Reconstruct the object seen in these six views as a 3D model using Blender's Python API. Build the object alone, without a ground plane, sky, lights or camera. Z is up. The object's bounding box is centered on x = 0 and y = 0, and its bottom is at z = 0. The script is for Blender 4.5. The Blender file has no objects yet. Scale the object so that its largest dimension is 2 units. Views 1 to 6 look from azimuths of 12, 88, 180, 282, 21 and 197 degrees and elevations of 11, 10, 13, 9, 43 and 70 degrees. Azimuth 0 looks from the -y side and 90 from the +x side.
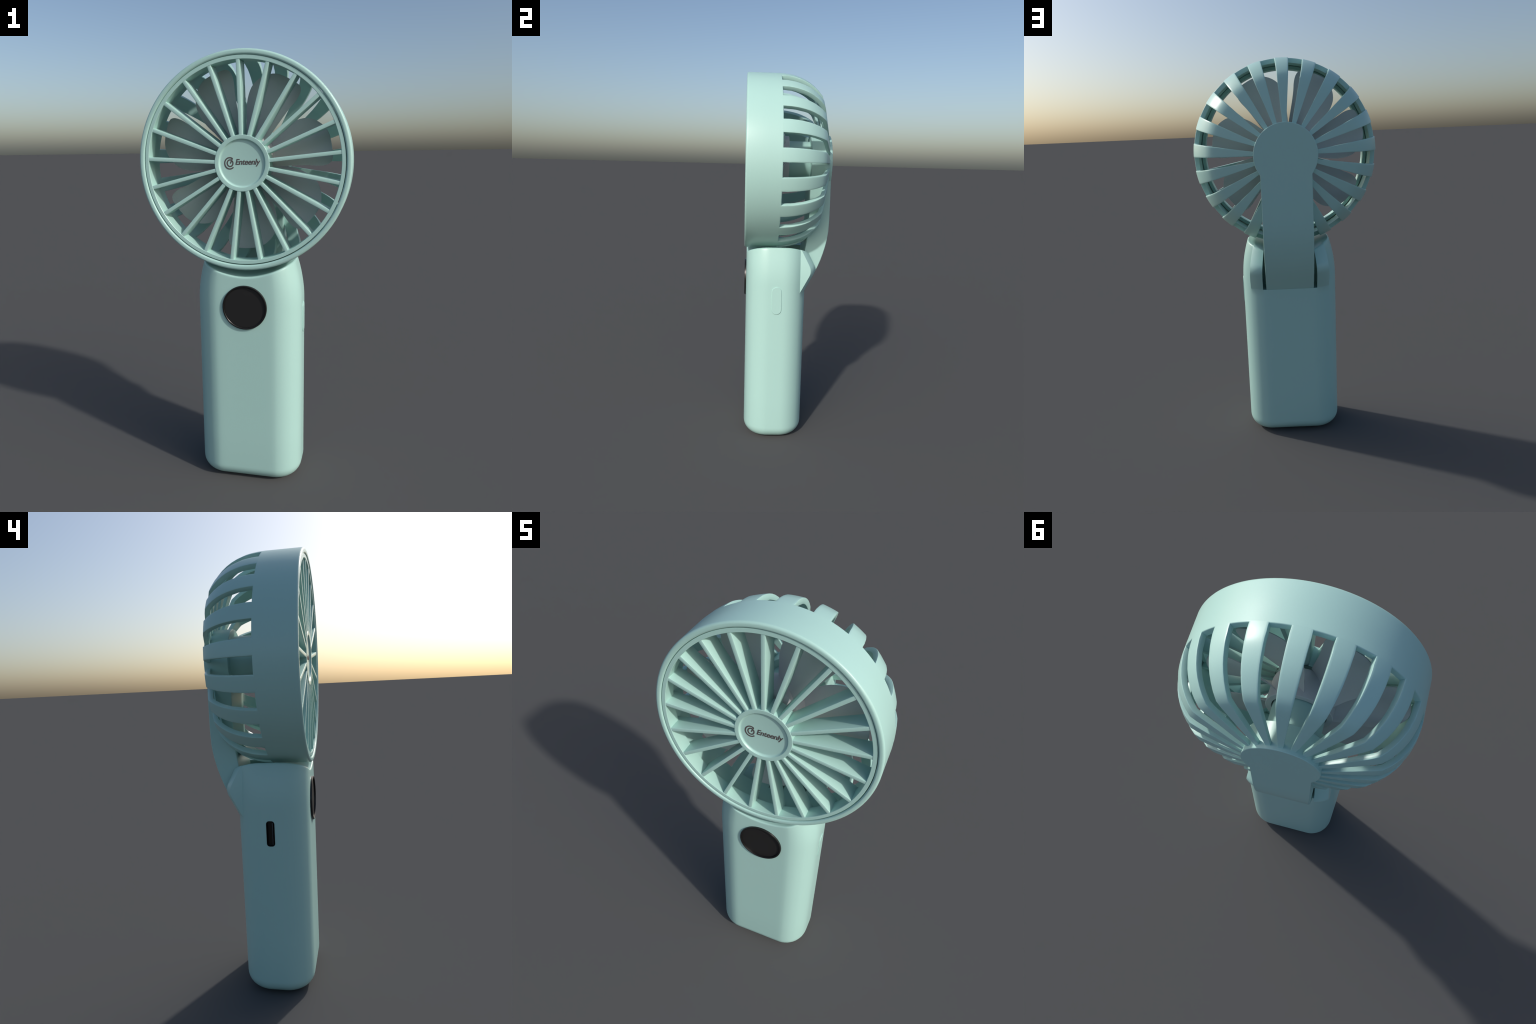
# Handheld pocket fan: a rounded battery handle, a round cage on a hinged arm,
# a seven-bladed rotor and a spoked front grille.
import bpy, bmesh, math
from math import sin, cos, pi, radians, sqrt
from mathutils import Vector, Matrix

# ------------------------------------------------------------------ sizes
FAN_Z = 1.5282            # height of the cage axis (axis runs along y)
R_OUT = 0.4718            # cage outer radius
R_WALL = 0.4485           # cage inner radius
Y_FRONT = -0.230         # front lip of the cage
Y_SLOT = -0.053          # where the solid band ends and the ribs start
RIB_Y0 = Y_SLOT - 0.0034  # ribs grow out of the band just ahead of its softened edge
Y_BACK = 0.230           # back face of the arm
N_RIB = 21
PITCH = 2 * pi / N_RIB
FIN_PHASE = radians(-1.43)
GRILLE_FRONT, GRILLE_BACK = -0.2255, -0.138
R_GRILLE_OUT, R_GRILLE_IN = 0.4450, 0.4280
GRILLE_Z = 1.5298        # the grille is seated a hair above the cage axis
RING_BACK = -0.161       # the grille ring is shallower than its spokes
HUB_R, DISH_R = 0.1215, 0.104
ROTOR_C = Vector((-0.0128, 0.0, 1.5421))   # the rotor sits a little high

HALF_W = 0.2495           # handle half width
Y_F, Y_B = -0.218, 0.105 # handle front and back
CORNER = 0.128           # plan corner radius
FOOT = 0.069             # bottom edge fillet
SADDLE_Z = 1.0215        # lowest line of the concave top
SLOT_X, BUMP_X = 0.1420, 0.207
SLOT_Z0, BUMP_TOP = 0.835, 1.078
SLOT_Y = -0.010

# ------------------------------------------------------------------ materials
def lin(c):
    return tuple(((v / 255) / 12.92 if v / 255 <= 0.04045 else ((v / 255 + 0.055) / 1.055) ** 2.4) for v in c) + (1,)

def plastic(name, rgb, rough, grain=0.02, bump=0.02, scale=220.0, spec=0.5, trans=0.0):
    m = bpy.data.materials.new(name)
    m.use_nodes = True
    nt = m.node_tree
    bsdf = nt.nodes['Principled BSDF']
    co = nt.nodes.new('ShaderNodeTexCoord')
    ns = nt.nodes.new('ShaderNodeTexNoise')
    ns.inputs['Scale'].default_value = scale
    ns.inputs['Detail'].default_value = 2.0
    nt.links.new(co.outputs['Object'], ns.inputs['Vector'])
    ramp = nt.nodes.new('ShaderNodeValToRGB')
    c = lin(rgb)
    ramp.color_ramp.elements[0].position = 0.3
    ramp.color_ramp.elements[1].position = 0.7
    ramp.color_ramp.elements[0].color = tuple(v * (1 - grain) for v in c[:3]) + (1,)
    ramp.color_ramp.elements[1].color = tuple(min(1, v * (1 + grain)) for v in c[:3]) + (1,)
    nt.links.new(ns.outputs['Fac'], ramp.inputs['Fac'])
    nt.links.new(ramp.outputs['Color'], bsdf.inputs['Base Color'])
    if bump:
        bp = nt.nodes.new('ShaderNodeBump')
        bp.inputs['Strength'].default_value = bump
        bp.inputs['Distance'].default_value = 0.001
        nt.links.new(ns.outputs['Fac'], bp.inputs['Height'])
        nt.links.new(bp.outputs['Normal'], bsdf.inputs['Normal'])
    bsdf.inputs['Roughness'].default_value = rough
    bsdf.inputs['Specular IOR Level'].default_value = spec
    return m

MINT = plastic('mint_plastic', (175, 214, 206), 0.35, 0.012, 0.01)
GREY = plastic('grey_plastic', (208, 208, 209), 0.42)
BLACK = plastic('gloss_black_plastic', (33, 32, 32), 0.45, bump=0.0)
RIMBLACK = plastic('rim_black_metal', (24, 23, 23), 0.33, bump=0.0)
PORTBLACK = plastic('port_black', (8, 8, 10), 0.25, bump=0.0)
HIGHLIGHT_GREY = plastic('port_highlight_paint', (62, 64, 67), 0.3, bump=0.0)
INK = plastic('printed_ink', (88, 82, 82), 0.6, bump=0.0)

# ------------------------------------------------------------------ helpers
ROOT = bpy.data.objects.new('handheld_fan', None)
ROOT.empty_display_size = 0.2
bpy.context.scene.collection.objects.link(ROOT)
ROOT['label'] = 'mint green pocket fan with spoked round cage and rounded handle'
ROOT['category'] = 'handheld fan'

def link(ob, parent=ROOT):
    bpy.context.scene.collection.objects.link(ob)
    ob.parent = parent
    return ob

def mesh_from_bm(bm, name, mat, angle=35, parent=ROOT, weld=1e-5):
    if weld:
        bmesh.ops.remove_doubles(bm, verts=bm.verts, dist=weld)
    bmesh.ops.dissolve_degenerate(bm, edges=bm.edges, dist=1e-6)
    bmesh.ops.recalc_face_normals(bm, faces=bm.faces)
    me = bpy.data.meshes.new(name)
    bm.to_mesh(me)
    bm.free()
    for p in me.polygons:
        p.use_smooth = True
    me.set_sharp_from_angle(angle=radians(angle))
    me.materials.append(mat)
    return link(bpy.data.objects.new(name, me), parent)

def add_bevel(ob, width, seg=2, angle=40):
    m = ob.modifiers.new('soft_edges', 'BEVEL')
    m.width = width
    m.segments = seg
    m.limit_method = 'ANGLE'
    m.angle_limit = radians(angle)
    m.harden_normals = False
    return m

def polar(r, a, y, c=(0.0, FAN_Z)):
    """a measured clockwise from the top as seen from the front"""
    return Vector((c[0] + r * sin(a), y, c[1] + r * cos(a)))

def lathe(bm, prof, seg=168, c=(0.0, FAN_Z), closed=True):
    rings = []
    for r, y in prof:
        if r < 1e-6:
            rings.append([bm.verts.new((c[0], y, c[1]))])
        else:
            rings.append([bm.verts.new(polar(r, 2 * pi * i / seg, y, c)) for i in range(seg)])
    n = len(rings)
    for k in range(n if closed else n - 1):
        A, B = rings[k], rings[(k + 1) % n]
        for i in range(seg):
            j = (i + 1) % seg
            if len(A) == 1 and len(B) == 1:
                continue
            if len(A) == 1:
                bm.faces.new((A[0], B[i], B[j]))
            elif len(B) == 1:
                bm.faces.new((A[i], B[0], A[j]))
            else:
                bm.faces.new((A[i], B[i], B[j], A[j]))

def arc(cx, cy, r, a0, a1, n):
    return [(cx + r * cos(radians(a0 + (a1 - a0) * i / n)), cy + r * sin(radians(a0 + (a1 - a0) * i / n))) for i in range(n + 1)]

# ------------------------------------------------------------------ handle
def width_at(z):
    t = max(0.0, (z - 0.88) / 0.20)
    return HALF_W - 0.032 * t * t

def tent(z):
    """how far the hinge shoulders stand out behind the handle"""
    if z <= SLOT_Z0 or z >= BUMP_TOP:
        return 0.0
    up = (z - SLOT_Z0) * 0.530
    dn = (BUMP_TOP - z) * 0.510
    k = 0.030                       # rounding of the crest
    h = min(up, dn)
    d = abs(up - dn)
    if d < k:
        h -= (k - d) ** 2 / (4 * k)
    return max(0.0, h)

YC = (Y_F + Y_B) / 2
HD = (Y_B - Y_F) / 2

def plan_y(x):
    """half depth of the rounded-rectangle plan at x, plus outward normal"""
    ax = abs(x)
    cx = HALF_W - CORNER
    cy = HD - CORNER
    if ax <= cx:
        return HD, (0.0, 1.0)
    d = min(ax - cx, CORNER)
    h = sqrt(max(0.0, CORNER * CORNER - d * d))
    return cy + h, (math.copysign(d / CORNER, x), h / CORNER)

def handle():
    cx = HALF_W - CORNER
    # columns in x across one face: dense in the corners, paired at each step
    half = [cx * i / 8 for i in range(8)]
    half += [cx + CORNER * sin(radians(90 * i / 14)) for i in range(15)]
    half += [SLOT_X, BUMP_X]
    half = sorted(set(round(v, 6) for v in half))
    half = [v for v in half if min(abs(v - SLOT_X), abs(v - BUMP_X)) < 1e-7 or
            (abs(v - SLOT_X) > 0.004 and abs(v - BUMP_X) > 0.004)]
    xs = [-v for v in reversed(half) if v > 1e-7] + half
    cols = []                            # (x, zone)
    def zone(m):
        m = abs(m)
        return 'slot' if m < SLOT_X else ('bump' if m < BUMP_X else 'plain')
    for i, x in enumerate(xs):
        zl = zone((xs[i - 1] + x) / 2) if i else None
        zr = zone((x + xs[i + 1]) / 2) if i + 1 < len(xs) else None
        if zl and zr and zl != zr:
            cols += [(x, zl), (x, zr)]
        else:
            cols.append((x, zr or zl))
    # rows: (kind, value)
    rows = [('foot', 90 * i / 10) for i in range(11)]
    rows += [('z', v) for v in (0.25, 0.45, 0.62, 0.74, 0.80)]
    rows += [('z', SLOT_Z0), ('zz', SLOT_Z0)]
    nz = 30
    rows += [('t', i / nz) for i in range(1, nz)]
    rows += [('rim', v) for v in (0, 22.5, 45, 67.5, 90)]
    FIL = 0.007
    bm = bmesh.new()

    def top_z(x):
        return SADDLE_Z + 0.0855 * (sqrt(1 + (x / 0.155) ** 2) - 1)

    def solve_x(ux):
        x = ux
        for _ in range(8):
            x = ux * width_at(top_z(x)) / HALF_W
        return x

    def point(ux, zn, side, kind, v):
        hy, (nx, ny) = plan_y(ux)
        xt = solve_x(ux)
        zt = top_z(xt)
        inset = 0.0
        if kind == 'foot':
            a = radians(v)
            inset = FOOT * (1 - sin(a))
            z = FOOT * (1 - cos(a))
        elif kind in ('z', 'zz'):
            z = v
        elif kind == 't':
            z = SLOT_Z0 + (zt - FIL - SLOT_Z0) * v
        else:
            a = radians(v)
            inset = FIL * (1 - cos(a))
            z = zt - FIL + FIL * sin(a)
        s = width_at(z) / HALF_W
        hy2 = hy
        y = hy2 - ny * inset
        x = ux * s - nx * inset
        if side < 0:
            return (x, YC - y, z)
        y += 0.0015 * min(1.0, max(0.0, (z - 0.15) / 0.6))       # the back leans out a little towards the hinge
        if zn == 'bump':
            y += tent(z)
        elif zn == 'slot' and kind in ('zz', 't', 'rim'):
            return (ux * s, SLOT_Y, z)
        return (x, YC + y, z)

    grid = {}
    for side in (-1, 1):
        for r, (kind, v) in enumerate(rows):
            for c, (ux, zn) in enumerate(cols):
                grid[side, r, c] = bm.verts.new(point(ux, zn, side, kind, v))
    nc = len(cols)
    for side in (-1, 1):
        for r in range(len(rows) - 1):
            for c in range(nc - 1):
                bm.faces.new((grid[side, r, c], grid[side, r, c + 1], grid[side, r + 1, c + 1], grid[side, r + 1, c]))
    for r in range(len(rows) - 1):        # flat strip on each side
        for c in (0, nc - 1):
            bm.faces.new((grid[-1, r, c], grid[1, r, c], grid[1, r + 1, c], grid[-1, r + 1, c]))
    for r in (0, len(rows) - 1):          # underside and saddle
        for c in range(nc - 1):
            bm.faces.new((grid[-1, r, c], grid[-1, r, c + 1], grid[1, r, c + 1], grid[1, r, c]))
    return mesh_from_bm(bm, 'handle', MINT, angle=38, weld=2e-5)

HANDLE = handle()

# ------------------------------------------------------------------ details on the handle
def disc_part(name, prof, c, mat, seg=96, parent=ROOT):
    bm = bmesh.new()
    lathe(bm, prof, seg, c, closed=False)
    return mesh_from_bm(bm, name, mat, angle=30, parent=parent)

SCREEN_C = (0.0010, 0.880)
SR = 0.1035
display = disc_part('display', [(0, -0.2196), (0.0958, -0.2196), (0.0958, -0.205), (0, -0.205)], SCREEN_C, BLACK)
disc_part('display_rim', [(0.0955, -0.205), (0.0960, -0.2255), (0.0972, -0.2268), (0.0990, -0.2273), (0.1015, -0.2271),
                          (0.1030, -0.2262), (SR, -0.2245), (SR, -0.205)], SCREEN_C, RIMBLACK, parent=display)

def pill(name, x0, x1, y0, y1, z0, z1, mat, n=10, bevel=0.001, parent=ROOT):
    """rounded slot shape in the y-z plane, between x0 and x1"""
    hw, cy = (y1 - y0) / 2, (y0 + y1) / 2
    pts = [(cy + hw * cos(pi * i / n), z1 - hw + hw * sin(pi * i / n)) for i in range(n + 1)]
    pts += [(cy - hw * cos(pi * i / n), z0 + hw - hw * sin(pi * i / n)) for i in range(n + 1)]
    bm = bmesh.new()
    A = [bm.verts.new((x0, p[0], p[1])) for p in pts]
    B = [bm.verts.new((x1, p[0], p[1])) for p in pts]
    bm.faces.new(A)
    bm.faces.new(B)
    for i in range(len(pts)):
        j = (i + 1) % len(pts)
        bm.faces.new((A[i], A[j], B[j], B[i]))
    ob = mesh_from_bm(bm, name, mat, parent=parent)
    if bevel:
        add_bevel(ob, bevel, 2)
    return ob

pill('side_button', 0.236, 0.2529, -0.0795, -0.0275, 0.726, 0.876, MINT, bevel=0.0012)

# charging port: a dark rounded socket let into the left side
def rounded_slot(hw, hh, r, cy, cz, n=6):
    pts = []
    for qy, qz, a0 in ((1, 1, 0), (-1, 1, 90), (-1, -1, 180), (1, -1, 270)):
        for i in range(n):
            a = radians(a0 + 90 * i / (n - 1))
            pts.append((cy + qy * (hw - r) + r * cos(a), cz + qz * (hh - r) + r * sin(a)))
    return pts

def prism(bm, pts, x0, x1):
    A = [bm.verts.new((x0, p[0], p[1])) for p in pts]
    B = [bm.verts.new((x1, p[0], p[1])) for p in pts]
    bm.faces.new(A)
    bm.faces.new(B)
    for i in range(len(pts)):
        j = (i + 1) % len(pts)
        bm.faces.new((A[i], A[j], B[j], B[i]))
    bmesh.ops.recalc_face_normals(bm, faces=bm.faces)

PORT_CY, PORT_CZ = -0.0542, 0.7725
def port():
    bm = bmesh.new()
    prism(bm, rounded_slot(0.0188, 0.0578, 0.0135, PORT_CY, PORT_CZ), -0.30, -0.228)
    me = bpy.data.meshes.new('cutter')
    bm.to_mesh(me)
    bm.free()
    cutter = bpy.data.objects.new('cutter', me)
    bpy.context.scene.collection.objects.link(cutter)
    md = HANDLE.modifiers.new('port_hole', 'BOOLEAN')
    md.operation = 'DIFFERENCE'
    md.solver = 'EXACT'
    md.object = cutter
    bpy.context.view_layer.update()
    dg = bpy.context.evaluated_depsgraph_get()
    new = bpy.data.meshes.new_from_object(HANDLE.evaluated_get(dg))
    HANDLE.modifiers.clear()
    HANDLE.data = new
    for p in new.polygons:
        p.use_smooth = True
    new.set_sharp_from_angle(angle=radians(38))
    bpy.data.objects.remove(cutter)
    # socket lining: thin shell with a rolled mouth
    bm = bmesh.new()
    prof = [(0.0, -0.236), (0.0, -0.2496), (0.0008, -0.2504), (0.0024, -0.2502), (0.0030, -0.2484), (0.0030, -0.232)]
    loops = []
    for k, x in prof:
        loops.append([bm.verts.new((x, p[0], p[1])) for p in rounded_slot(0.0187 - k, 0.0577 - k, 0.0135 - k, PORT_CY, PORT_CZ)])
    for A, B in zip(loops, loops[1:]):
        for i in range(len(A)):
            j = (i + 1) % len(A)
            bm.faces.new((A[i], A[j], B[j], B[i]))
    bm.faces.new(loops[-1])
    return mesh_from_bm(bm, 'charging_port', PORTBLACK)
PORT = port()
# highlight along the port's inner edge, modelled as a lighter grey bar
def box(name, x0, x1, y0, y1, z0, z1, mat, parent=ROOT, bevel=0.002):
    bm = bmesh.new()
    bmesh.ops.create_cube(bm, size=1.0)
    for v in bm.verts:
        v.co = ((x0 + x1) / 2 + v.co.x * (x1 - x0), (y0 + y1) / 2 + v.co.y * (y1 - y0), (z0 + z1) / 2 + v.co.z * (z1 - z0))
    ob = mesh_from_bm(bm, name, mat, parent=parent)
    if bevel:
        add_bevel(ob, bevel, 2)
    return ob
box('port_highlight_bar', -0.2475, -0.2310, -0.0658, -0.0608, 0.722, 0.823, HIGHLIGHT_GREY, parent=PORT)

# ------------------------------------------------------------------ cage
CAGE = None
def cage():
    bm = bmesh.new()
    prof = [(R_OUT - 0.0032, Y_SLOT), (R_OUT - 0.0010, Y_SLOT - 0.0011), (R_OUT, RIB_Y0), (R_OUT, RIB_Y0 - 0.0010), (R_OUT, -0.12)]
    prof += arc(R_OUT - 0.010, Y_FRONT + 0.010, 0.010, 0, -90, 6)
    prof += arc(R_WALL - 0.001 + 0.008, Y_FRONT + 0.008, 0.008, -90, -180, 5)
    prof += [(R_WALL - 0.001, -0.205), (R_WALL, -0.18), (R_WALL, Y_SLOT)]
    lathe(bm, prof, N_RIB * 16)
    return mesh_from_bm(bm, 'cage_band', MINT, angle=40)
CAGE = cage()

def rib_profile():
    """outer line of a rib in (radius, y), from the band to the arm"""
    pts = [(R_OUT, RIB_Y0), (0.4712, -0.040)]
    # smooth sweep through measured stations up to a soft bend, then straight to the arm
    pts += [(0.4698, -0.0250), (0.4673, -0.0040), (0.4637, 0.0155), (0.4580, 0.0350), (0.4508, 0.0567), (0.4411, 0.0789),
            (0.4284, 0.1011), (0.4123, 0.1234), (0.3923, 0.1456), (0.3678, 0.1668)]
    pts += [(0.3400, 0.1755), (0.27, 0.1920), (0.21, 0.2055), (0.148, 0.2180)]
    return pts

RIB_T = 0.0225
def rib_mesh():
    outer = rib_profile()
    inner = []
    for i, (r, y) in enumerate(outer):
        a = outer[max(0, i - 1)]
        b = outer[min(len(outer) - 1, i + 1)]
        dr, dy = b[0] - a[0], b[1] - a[1]
        L = math.hypot(dr, dy)
        # tangent (dr,dy); inward normal points to smaller r and smaller y
        T = RIB_T if r > 0.36 else RIB_T - 0.006 * (0.36 - r) / 0.21     # a little thinner towards the arm
        inner.append((r - T * dy / L, y + T * dr / L))
    inner[0] = (R_OUT - RIB_T, RIB_Y0)
    K = 8
    bm = bmesh.new()
    rows = []
    n = len(outer)
    for (r, y), (ri, yi) in zip(outer, inner):
        hw = PITCH * (0.243 - 0.025 * max(0.0, (0.34 - r) / 0.19))   # strips narrow slightly towards the arm
        o = [bm.verts.new((r * sin(-hw + 2 * hw * k / K), y, r * cos(-hw + 2 * hw * k / K))) for k in range(K + 1)]
        q = [bm.verts.new((ri * sin(-hw + 2 * hw * k / K), yi, ri * cos(-hw + 2 * hw * k / K))) for k in range(K + 1)]
        rows.append((o, q))
    for (o, q), (o2, q2) in zip(rows, rows[1:]):
        for k in range(K):
            bm.faces.new((o[k], o[k + 1], o2[k + 1], o2[k]))
            bm.faces.new((q[k], q2[k], q2[k + 1], q[k + 1]))
        bm.faces.new((o[0], o2[0], q2[0], q[0]))
        bm.faces.new((o[K], q[K], q2[K], o2[K]))
    # lengthwise edges rounded a little
    long_edges = []
    for (o, q), (o2, q2) in zip(rows, rows[1:]):
        for a, b in ((o[0], o2[0]), (o[K], o2[K]), (q[0], q2[0]), (q[K], q2[K])):
            e = bm.edges.get((a, b))
            if e:
                long_edges.append(e)
    bmesh.ops.bevel(bm, geom=long_edges, offset=0.0016, segments=2, profile=0.5, affect='EDGES')
    bmesh.ops.recalc_face_normals(bm, faces=bm.faces)
    me = bpy.data.meshes.new('rib')
    bm.to_mesh(me)
    bm.free()
    for p in me.polygons:
        p.use_smooth = True
    me.set_sharp_from_angle(angle=radians(50))
    me.materials.append(MINT)
    return me

me = rib_mesh()
for i in range(N_RIB):
    ob = bpy.data.objects.new('rib', me)
    ob.location = (0, 0, FAN_Z)
    ob.rotation_euler = (0, i * PITCH, 0)
    link(ob, CAGE)

# ------------------------------------------------------------------ front grille
def grille_ring():
    bm = bmesh.new()
    b = 0.0015
    prof = [(R_GRILLE_OUT, RING_BACK), (R_GRILLE_OUT, GRILLE_FRONT + b), (R_GRILLE_OUT - b, GRILLE_FRONT),
            (R_GRILLE_IN + b, GRILLE_FRONT), (R_GRILLE_IN, GRILLE_FRONT + b), (R_GRILLE_IN, RING_BACK)]
    lathe(bm, prof, N_RIB * 16, (0.0, GRILLE_Z))
    return mesh_from_bm(bm, 'grille_ring', MINT, angle=40)
GRILLE = grille_ring()

def fin_mesh():
    bm = bmesh.new()
    bmesh.ops.create_cube(bm, size=1.0)
    r0, r1, t = HUB_R - 0.006, R_GRILLE_OUT - 0.0005, 0.0165
    yf, yb = GRILLE_FRONT + 0.0012, GRILLE_BACK
    for v in bm.verts:
        x, y, z = v.co
        v.co = (x * t, yf if y < 0 else yb, r0 if z < 0 else r1)
    es = [e for e in bm.edges if abs(e.verts[0].co.z - e.verts[1].co.z) > 0.1]
    bmesh.ops.bevel(bm, geom=es, offset=0.0014, segments=2, profile=0.5, affect='EDGES')
    bmesh.ops.recalc_face_normals(bm, faces=bm.faces)
    me = bpy.data.meshes.new('spoke')
    bm.to_mesh(me)
    bm.free()
    for p in me.polygons:
        p.use_smooth = True
    me.set_sharp_from_angle(angle=radians(50))
    me.materials.append(MINT)
    return me
me = fin_mesh()
for i in range(N_RIB):
    ob = bpy.data.objects.new('spoke', me)
    ob.location = (0, 0, GRILLE_Z)
    ob.rotation_euler = (0, i * PITCH + FIN_PHASE, 0)
    link(ob, GRILLE)

HUB = disc_part('grille_hub', [(0, -0.2170), (0.094, -0.2170), (0.098, -0.2175), (0.1005, -0.2193), (0.1025, -0.2230), (0.1040, -0.2250),
                               (0.1058, GRILLE_FRONT), (HUB_R - 0.0012, GRILLE_FRONT), (HUB_R, GRILLE_FRONT + 0.0012),
                               (HUB_R, GRILLE_BACK), (0, GRILLE_BACK)], (0, GRILLE_Z), MINT, seg=126, parent=GRILLE)

# ------------------------------------------------------------------ printed name and emblem
LOGO_Y = -0.2170
def printed_name():
    cu = bpy.data.curves.new('printed_name', 'FONT')
    cu.body = 'Enteenly'
    cu.size = 0.0345
    cu.shear = 0.25
    cu.offset = 0.0005
    cu.space_character = 0.98
    cu.extrude = 0.0004
    cu.align_x = 'CENTER'
    tmp = bpy.data.objects.new('printed_name', cu)
    bpy.context.scene.collection.objects.link(tmp)
    dg = bpy.context.evaluated_depsgraph_get()
    src = bpy.data.meshes.new_from_object(tmp.evaluated_get(dg))
    bpy.data.objects.remove(tmp)
    xs = [v.co.x for v in src.vertices]
    x0, x1 = min(xs), max(xs)
    X0, X1 = -0.0295, 0.0808
    # bold face: three impressions, each a hair to the side
    bm = bmesh.new()
    for k, dx in enumerate((-0.0006, 0.0, 0.0006)):
        base = len(bm.verts)
        bm.from_mesh(src)
        bm.verts.ensure_lookup_table()
        for v in bm.verts[base:]:
            x, y, z = v.co
            v.co = (X0 + (x - x0) / (x1 - x0) * (X1 - X0) + dx, LOGO_Y - z - 0.0002 - 0.00015 * k, GRILLE_Z - 0.0055 + y)
    me = bpy.data.meshes.new('printed_name')
    bm.to_mesh(me)
    bm.free()
    me.materials.clear()
    me.materials.append(INK)
    ob = bpy.data.objects.new('printed_name', me)
    return link(ob, HUB)
NAME = printed_name()

def ribbon(bm, pts, w):
    """flat inked stroke along 2D points (x,z)"""
    n = len(pts)
    L = []
    for i, p in enumerate(pts):
        a = pts[max(0, i - 1)]
        b = pts[min(n - 1, i + 1)]
        dx, dz = b[0] - a[0], b[1] - a[1]
        d = math.hypot(dx, dz)
        nx, nz = -dz / d * w / 2, dx / d * w / 2
        row = []
        for s in (1, -1):
            for yy in (LOGO_Y - 0.0007, LOGO_Y + 0.0003):
                row.append(bm.verts.new((p[0] + s * nx, yy, p[1] + s * nz)))
        L.append(row)
    for A, B in zip(L, L[1:]):
        bm.faces.new((A[0], B[0], B[2], A[2]))
        bm.faces.new((A[0], A[1], B[1], B[0]))
        bm.faces.new((A[2], B[2], B[3], A[3]))
        bm.faces.new((A[1], A[3], B[3], B[1]))
    bm.faces.new((L[0][0], L[0][2], L[0][3], L[0][1]))
    bm.faces.new((L[-1][0], L[-1][1], L[-1][3], L[-1][2]))

def emblem():
    cx, cz = -0.0552, GRILLE_Z + 0.0003
    bm = bmesh.new()
    w = 0.0056
    big = [(cx + 0.0225 * cos(radians(a)) , cz + 0.0242 * sin(radians(a))) for a in range(58, 318, 6)]
    ribbon(bm, big, w)
    small = [(cx + 0.0015 + 0.0128 * cos(radians(a)), cz + 0.0005 + 0.0142 * sin(radians(a))) for a in range(70, 412, 9)]
    ribbon(bm, small, w)
    ribbon(bm, [(cx + 0.0025, cz - 0.001), (cx + 0.0070, cz + 0.0085), (cx + 0.0105, cz + 0.0165), (cx + 0.0125, cz + 0.0215)], w * 0.95)
    return mesh_from_bm(bm, 'emblem', INK, parent=HUB, weld=0)
emblem()

# ------------------------------------------------------------------ arm with motor housing
def arm():
    R, W = 0.154, 0.1245
    za = FAN_Z - sqrt(R * R - W * W)       # where the disc runs into the strap
    rear = [(1.30, 0.230), (1.22, 0.2298), (1.16, 0.2270), (1.118, 0.2215), (1.08, 0.2135), (1.041, 0.2030), (1.005, 0.1910),
            (0.969, 0.1770), (0.938, 0.1625), (0.910, 0.1475), (0.883, 0.1325), (0.857, 0.1180), (0.834, 0.1052)]
    front = [(1.30, 0.120), (1.22, 0.1195), (1.16, 0.1165), (1.118, 0.1120), (1.08, 0.1065), (1.041, 0.1000), (1.005, 0.0930),
             (0.969, 0.0850), (0.938, 0.0760), (0.910, 0.0670), (0.883, 0.0580), (0.857, 0.0500), (0.834, 0.0420)]
    bm = bmesh.new()
    outline = []                            # (x, z, rear y, front y), from lower left over the disc to lower right
    for (z, yr), (_, yf) in zip(reversed(rear), reversed(front)):
        outline.append((-W, z, yr, yf))
    a0 = math.atan2(-W, za - FAN_Z)
    a_start = -(pi - math.asin(W / R))
    n = 60
    for i in range(n + 1):
        a = a_start + (-2 * a_start) * i / n
        outline.append((R * sin(a), FAN_Z + R * cos(a), 0.230, 0.120))
    for (z, yr), (_, yf) in zip(rear, front):
        outline.append((W, z, yr, yf))
    B = [bm.verts.new((x, yr, z)) for x, z, yr, yf in outline]
    F = [bm.verts.new((x, yf, z)) for x, z, yr, yf in outline]
    m = len(outline)
    for i in range(m):
        j = (i + 1) % m
        bm.faces.new((B[i], B[j], F[j], F[i]))
    k = len(rear)
    for V, s in ((B, 0), (F, 1)):
        for i in range(k - 1):              # strap bands
            bm.faces.new((V[i], V[i + 1], V[m - 2 - i], V[m - 1 - i]))
        bm.faces.new([V[i] for i in range(k - 1, m - k + 1)])
    ob = mesh_from_bm(bm, 'hinge_arm', MINT, angle=30)
    add_bevel(ob, 0.0028, 2, 50)
    return ob
ARM = arm()

# ------------------------------------------------------------------ motor and rotor
RC = (ROTOR_C.x, ROTOR_C.z)
disc_part('motor', [(0, 0.125), (0.1050, 0.125), (0.1050, -0.02), (0.103, -0.0225), (0, -0.0225)], RC, MINT, parent=ARM)

ROTOR = disc_part('rotor_hub', [(0.100, -0.030), (0.1085, -0.028), (0.1090, 0.0040), (0.1105, 0.0055), (0.1310, 0.0055), (0.1330, 0.0035),
                                (0.1330, -0.095), (0.1300, -0.108), (0.122, -0.116), (0.108, -0.120), (0, -0.120)], RC, GREY)

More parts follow.
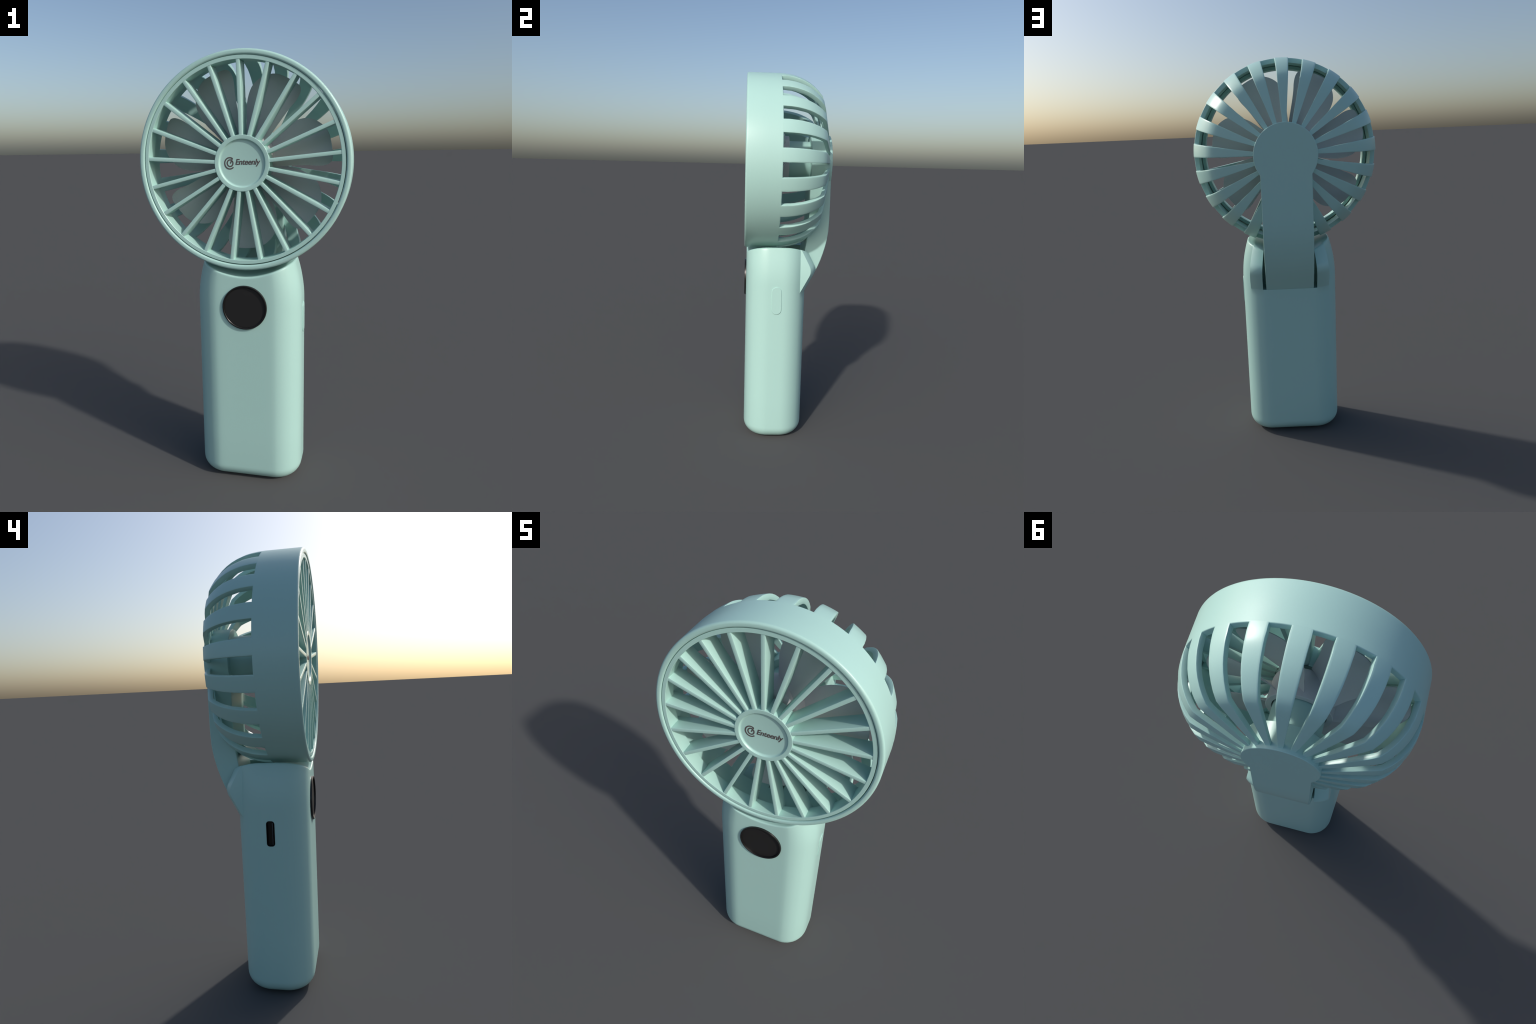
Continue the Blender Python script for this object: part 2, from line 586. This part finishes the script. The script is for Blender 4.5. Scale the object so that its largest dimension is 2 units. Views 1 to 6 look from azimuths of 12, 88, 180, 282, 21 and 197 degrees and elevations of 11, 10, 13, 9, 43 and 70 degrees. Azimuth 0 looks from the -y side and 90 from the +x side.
def blade_mesh():
    r0, r1 = 0.125, 0.4060
    rt = 0.080                               # how far the tip corners are rounded
    NR, NA = 26, 14
    T = 0.0075
    def edge(r):
        q = (r - 0.3) / 0.1
        qa = max(q, -1.0)
        ccw = radians(2.1 + 6.96 * qa + 2.97 * qa * qa + 6.0 * min(0.0, q + 1.0))
        cw = radians(42.7 - 0.3 * q + (2.6 if q > 0 else 1.6) * q * q)
        if r > r1 - rt:
            u = min(1.0, (r - (r1 - rt)) / rt)
            inset = (1 - sqrt(max(0.0, 1 - u * u)))
            ccw += inset * 0.075 / r
            cw -= inset * 0.0576 / r
        return ccw, cw
    bm = bmesh.new()
    up, dn = [], []
    for i in range(NR + 1):
        s = i / NR
        r = r0 + (r1 - r0) * (s if s < 0.5 else 0.5 + 0.5 * (1 - (1 - (s - 0.5) * 2) ** 1.8))
        ccw, cw = edge(r)
        pu, pd = [], []
        for j in range(NA + 1):
            f = j / NA
            a = ccw + (cw - ccw) * f
            g = (a - radians(-2)) / radians(46)      # 0 trailing edge, 1 leading edge
            rise = 0.055 + 0.035 * max(0.0, (0.33 - r) / 0.2)
            y = -0.066 + rise * (0.5 - g)
            t = T * (1 - 0.55 * abs(2 * f - 1) ** 3)
            pu.append(bm.verts.new((r * sin(a), y - t / 2, r * cos(a))))
            pd.append(bm.verts.new((r * sin(a), y + t / 2, r * cos(a))))
        up.append(pu)
        dn.append(pd)
    for i in range(NR):
        for j in range(NA):
            bm.faces.new((up[i][j], up[i][j + 1], up[i + 1][j + 1], up[i + 1][j]))
            bm.faces.new((dn[i][j], dn[i + 1][j], dn[i + 1][j + 1], dn[i][j + 1]))
        for j in (0, NA):
            bm.faces.new((up[i][j], up[i + 1][j], dn[i + 1][j], dn[i][j]))
    for i in (0, NR):
        for j in range(NA):
            bm.faces.new((up[i][j], up[i][j + 1], dn[i][j + 1], dn[i][j]))
    bmesh.ops.recalc_face_normals(bm, faces=bm.faces)
    me = bpy.data.meshes.new('fan_blade')
    bm.to_mesh(me)
    bm.free()
    for p in me.polygons:
        p.use_smooth = True
    me.set_sharp_from_angle(angle=radians(40))
    me.materials.append(GREY)
    return me
me = blade_mesh()
# the blades are not seated quite evenly: small shift (x, z) and turn in degrees for each
SEAT = [(0.008, -0.010, -2.4), (-0.0105, -0.012, -1.6), (-0.005, 0.0, -1.6), (0.0, -0.0055, -3.0),
        (-0.0064, 0.0034, -1.6), (-0.001, 0.003, 1.0), (-0.0087, -0.0014, 2.0)]
for i in range(7):
    dx, dz, turn = SEAT[i]
    ob = bpy.data.objects.new('fan_blade', me)
    ob.location = (RC[0] + dx, 0, RC[1] + dz)
    ob.rotation_euler = (0, i * 2 * pi / 7 + radians(turn), 0)
    link(ob, ROTOR)

# the whole rotor leans a few degrees on its shaft
PIVOT = Matrix.Translation((RC[0], -0.03, RC[1]))
ROTOR.matrix_world = PIVOT @ Matrix.Rotation(math.asin(-0.020), 4, 'Z') @ PIVOT.inverted()
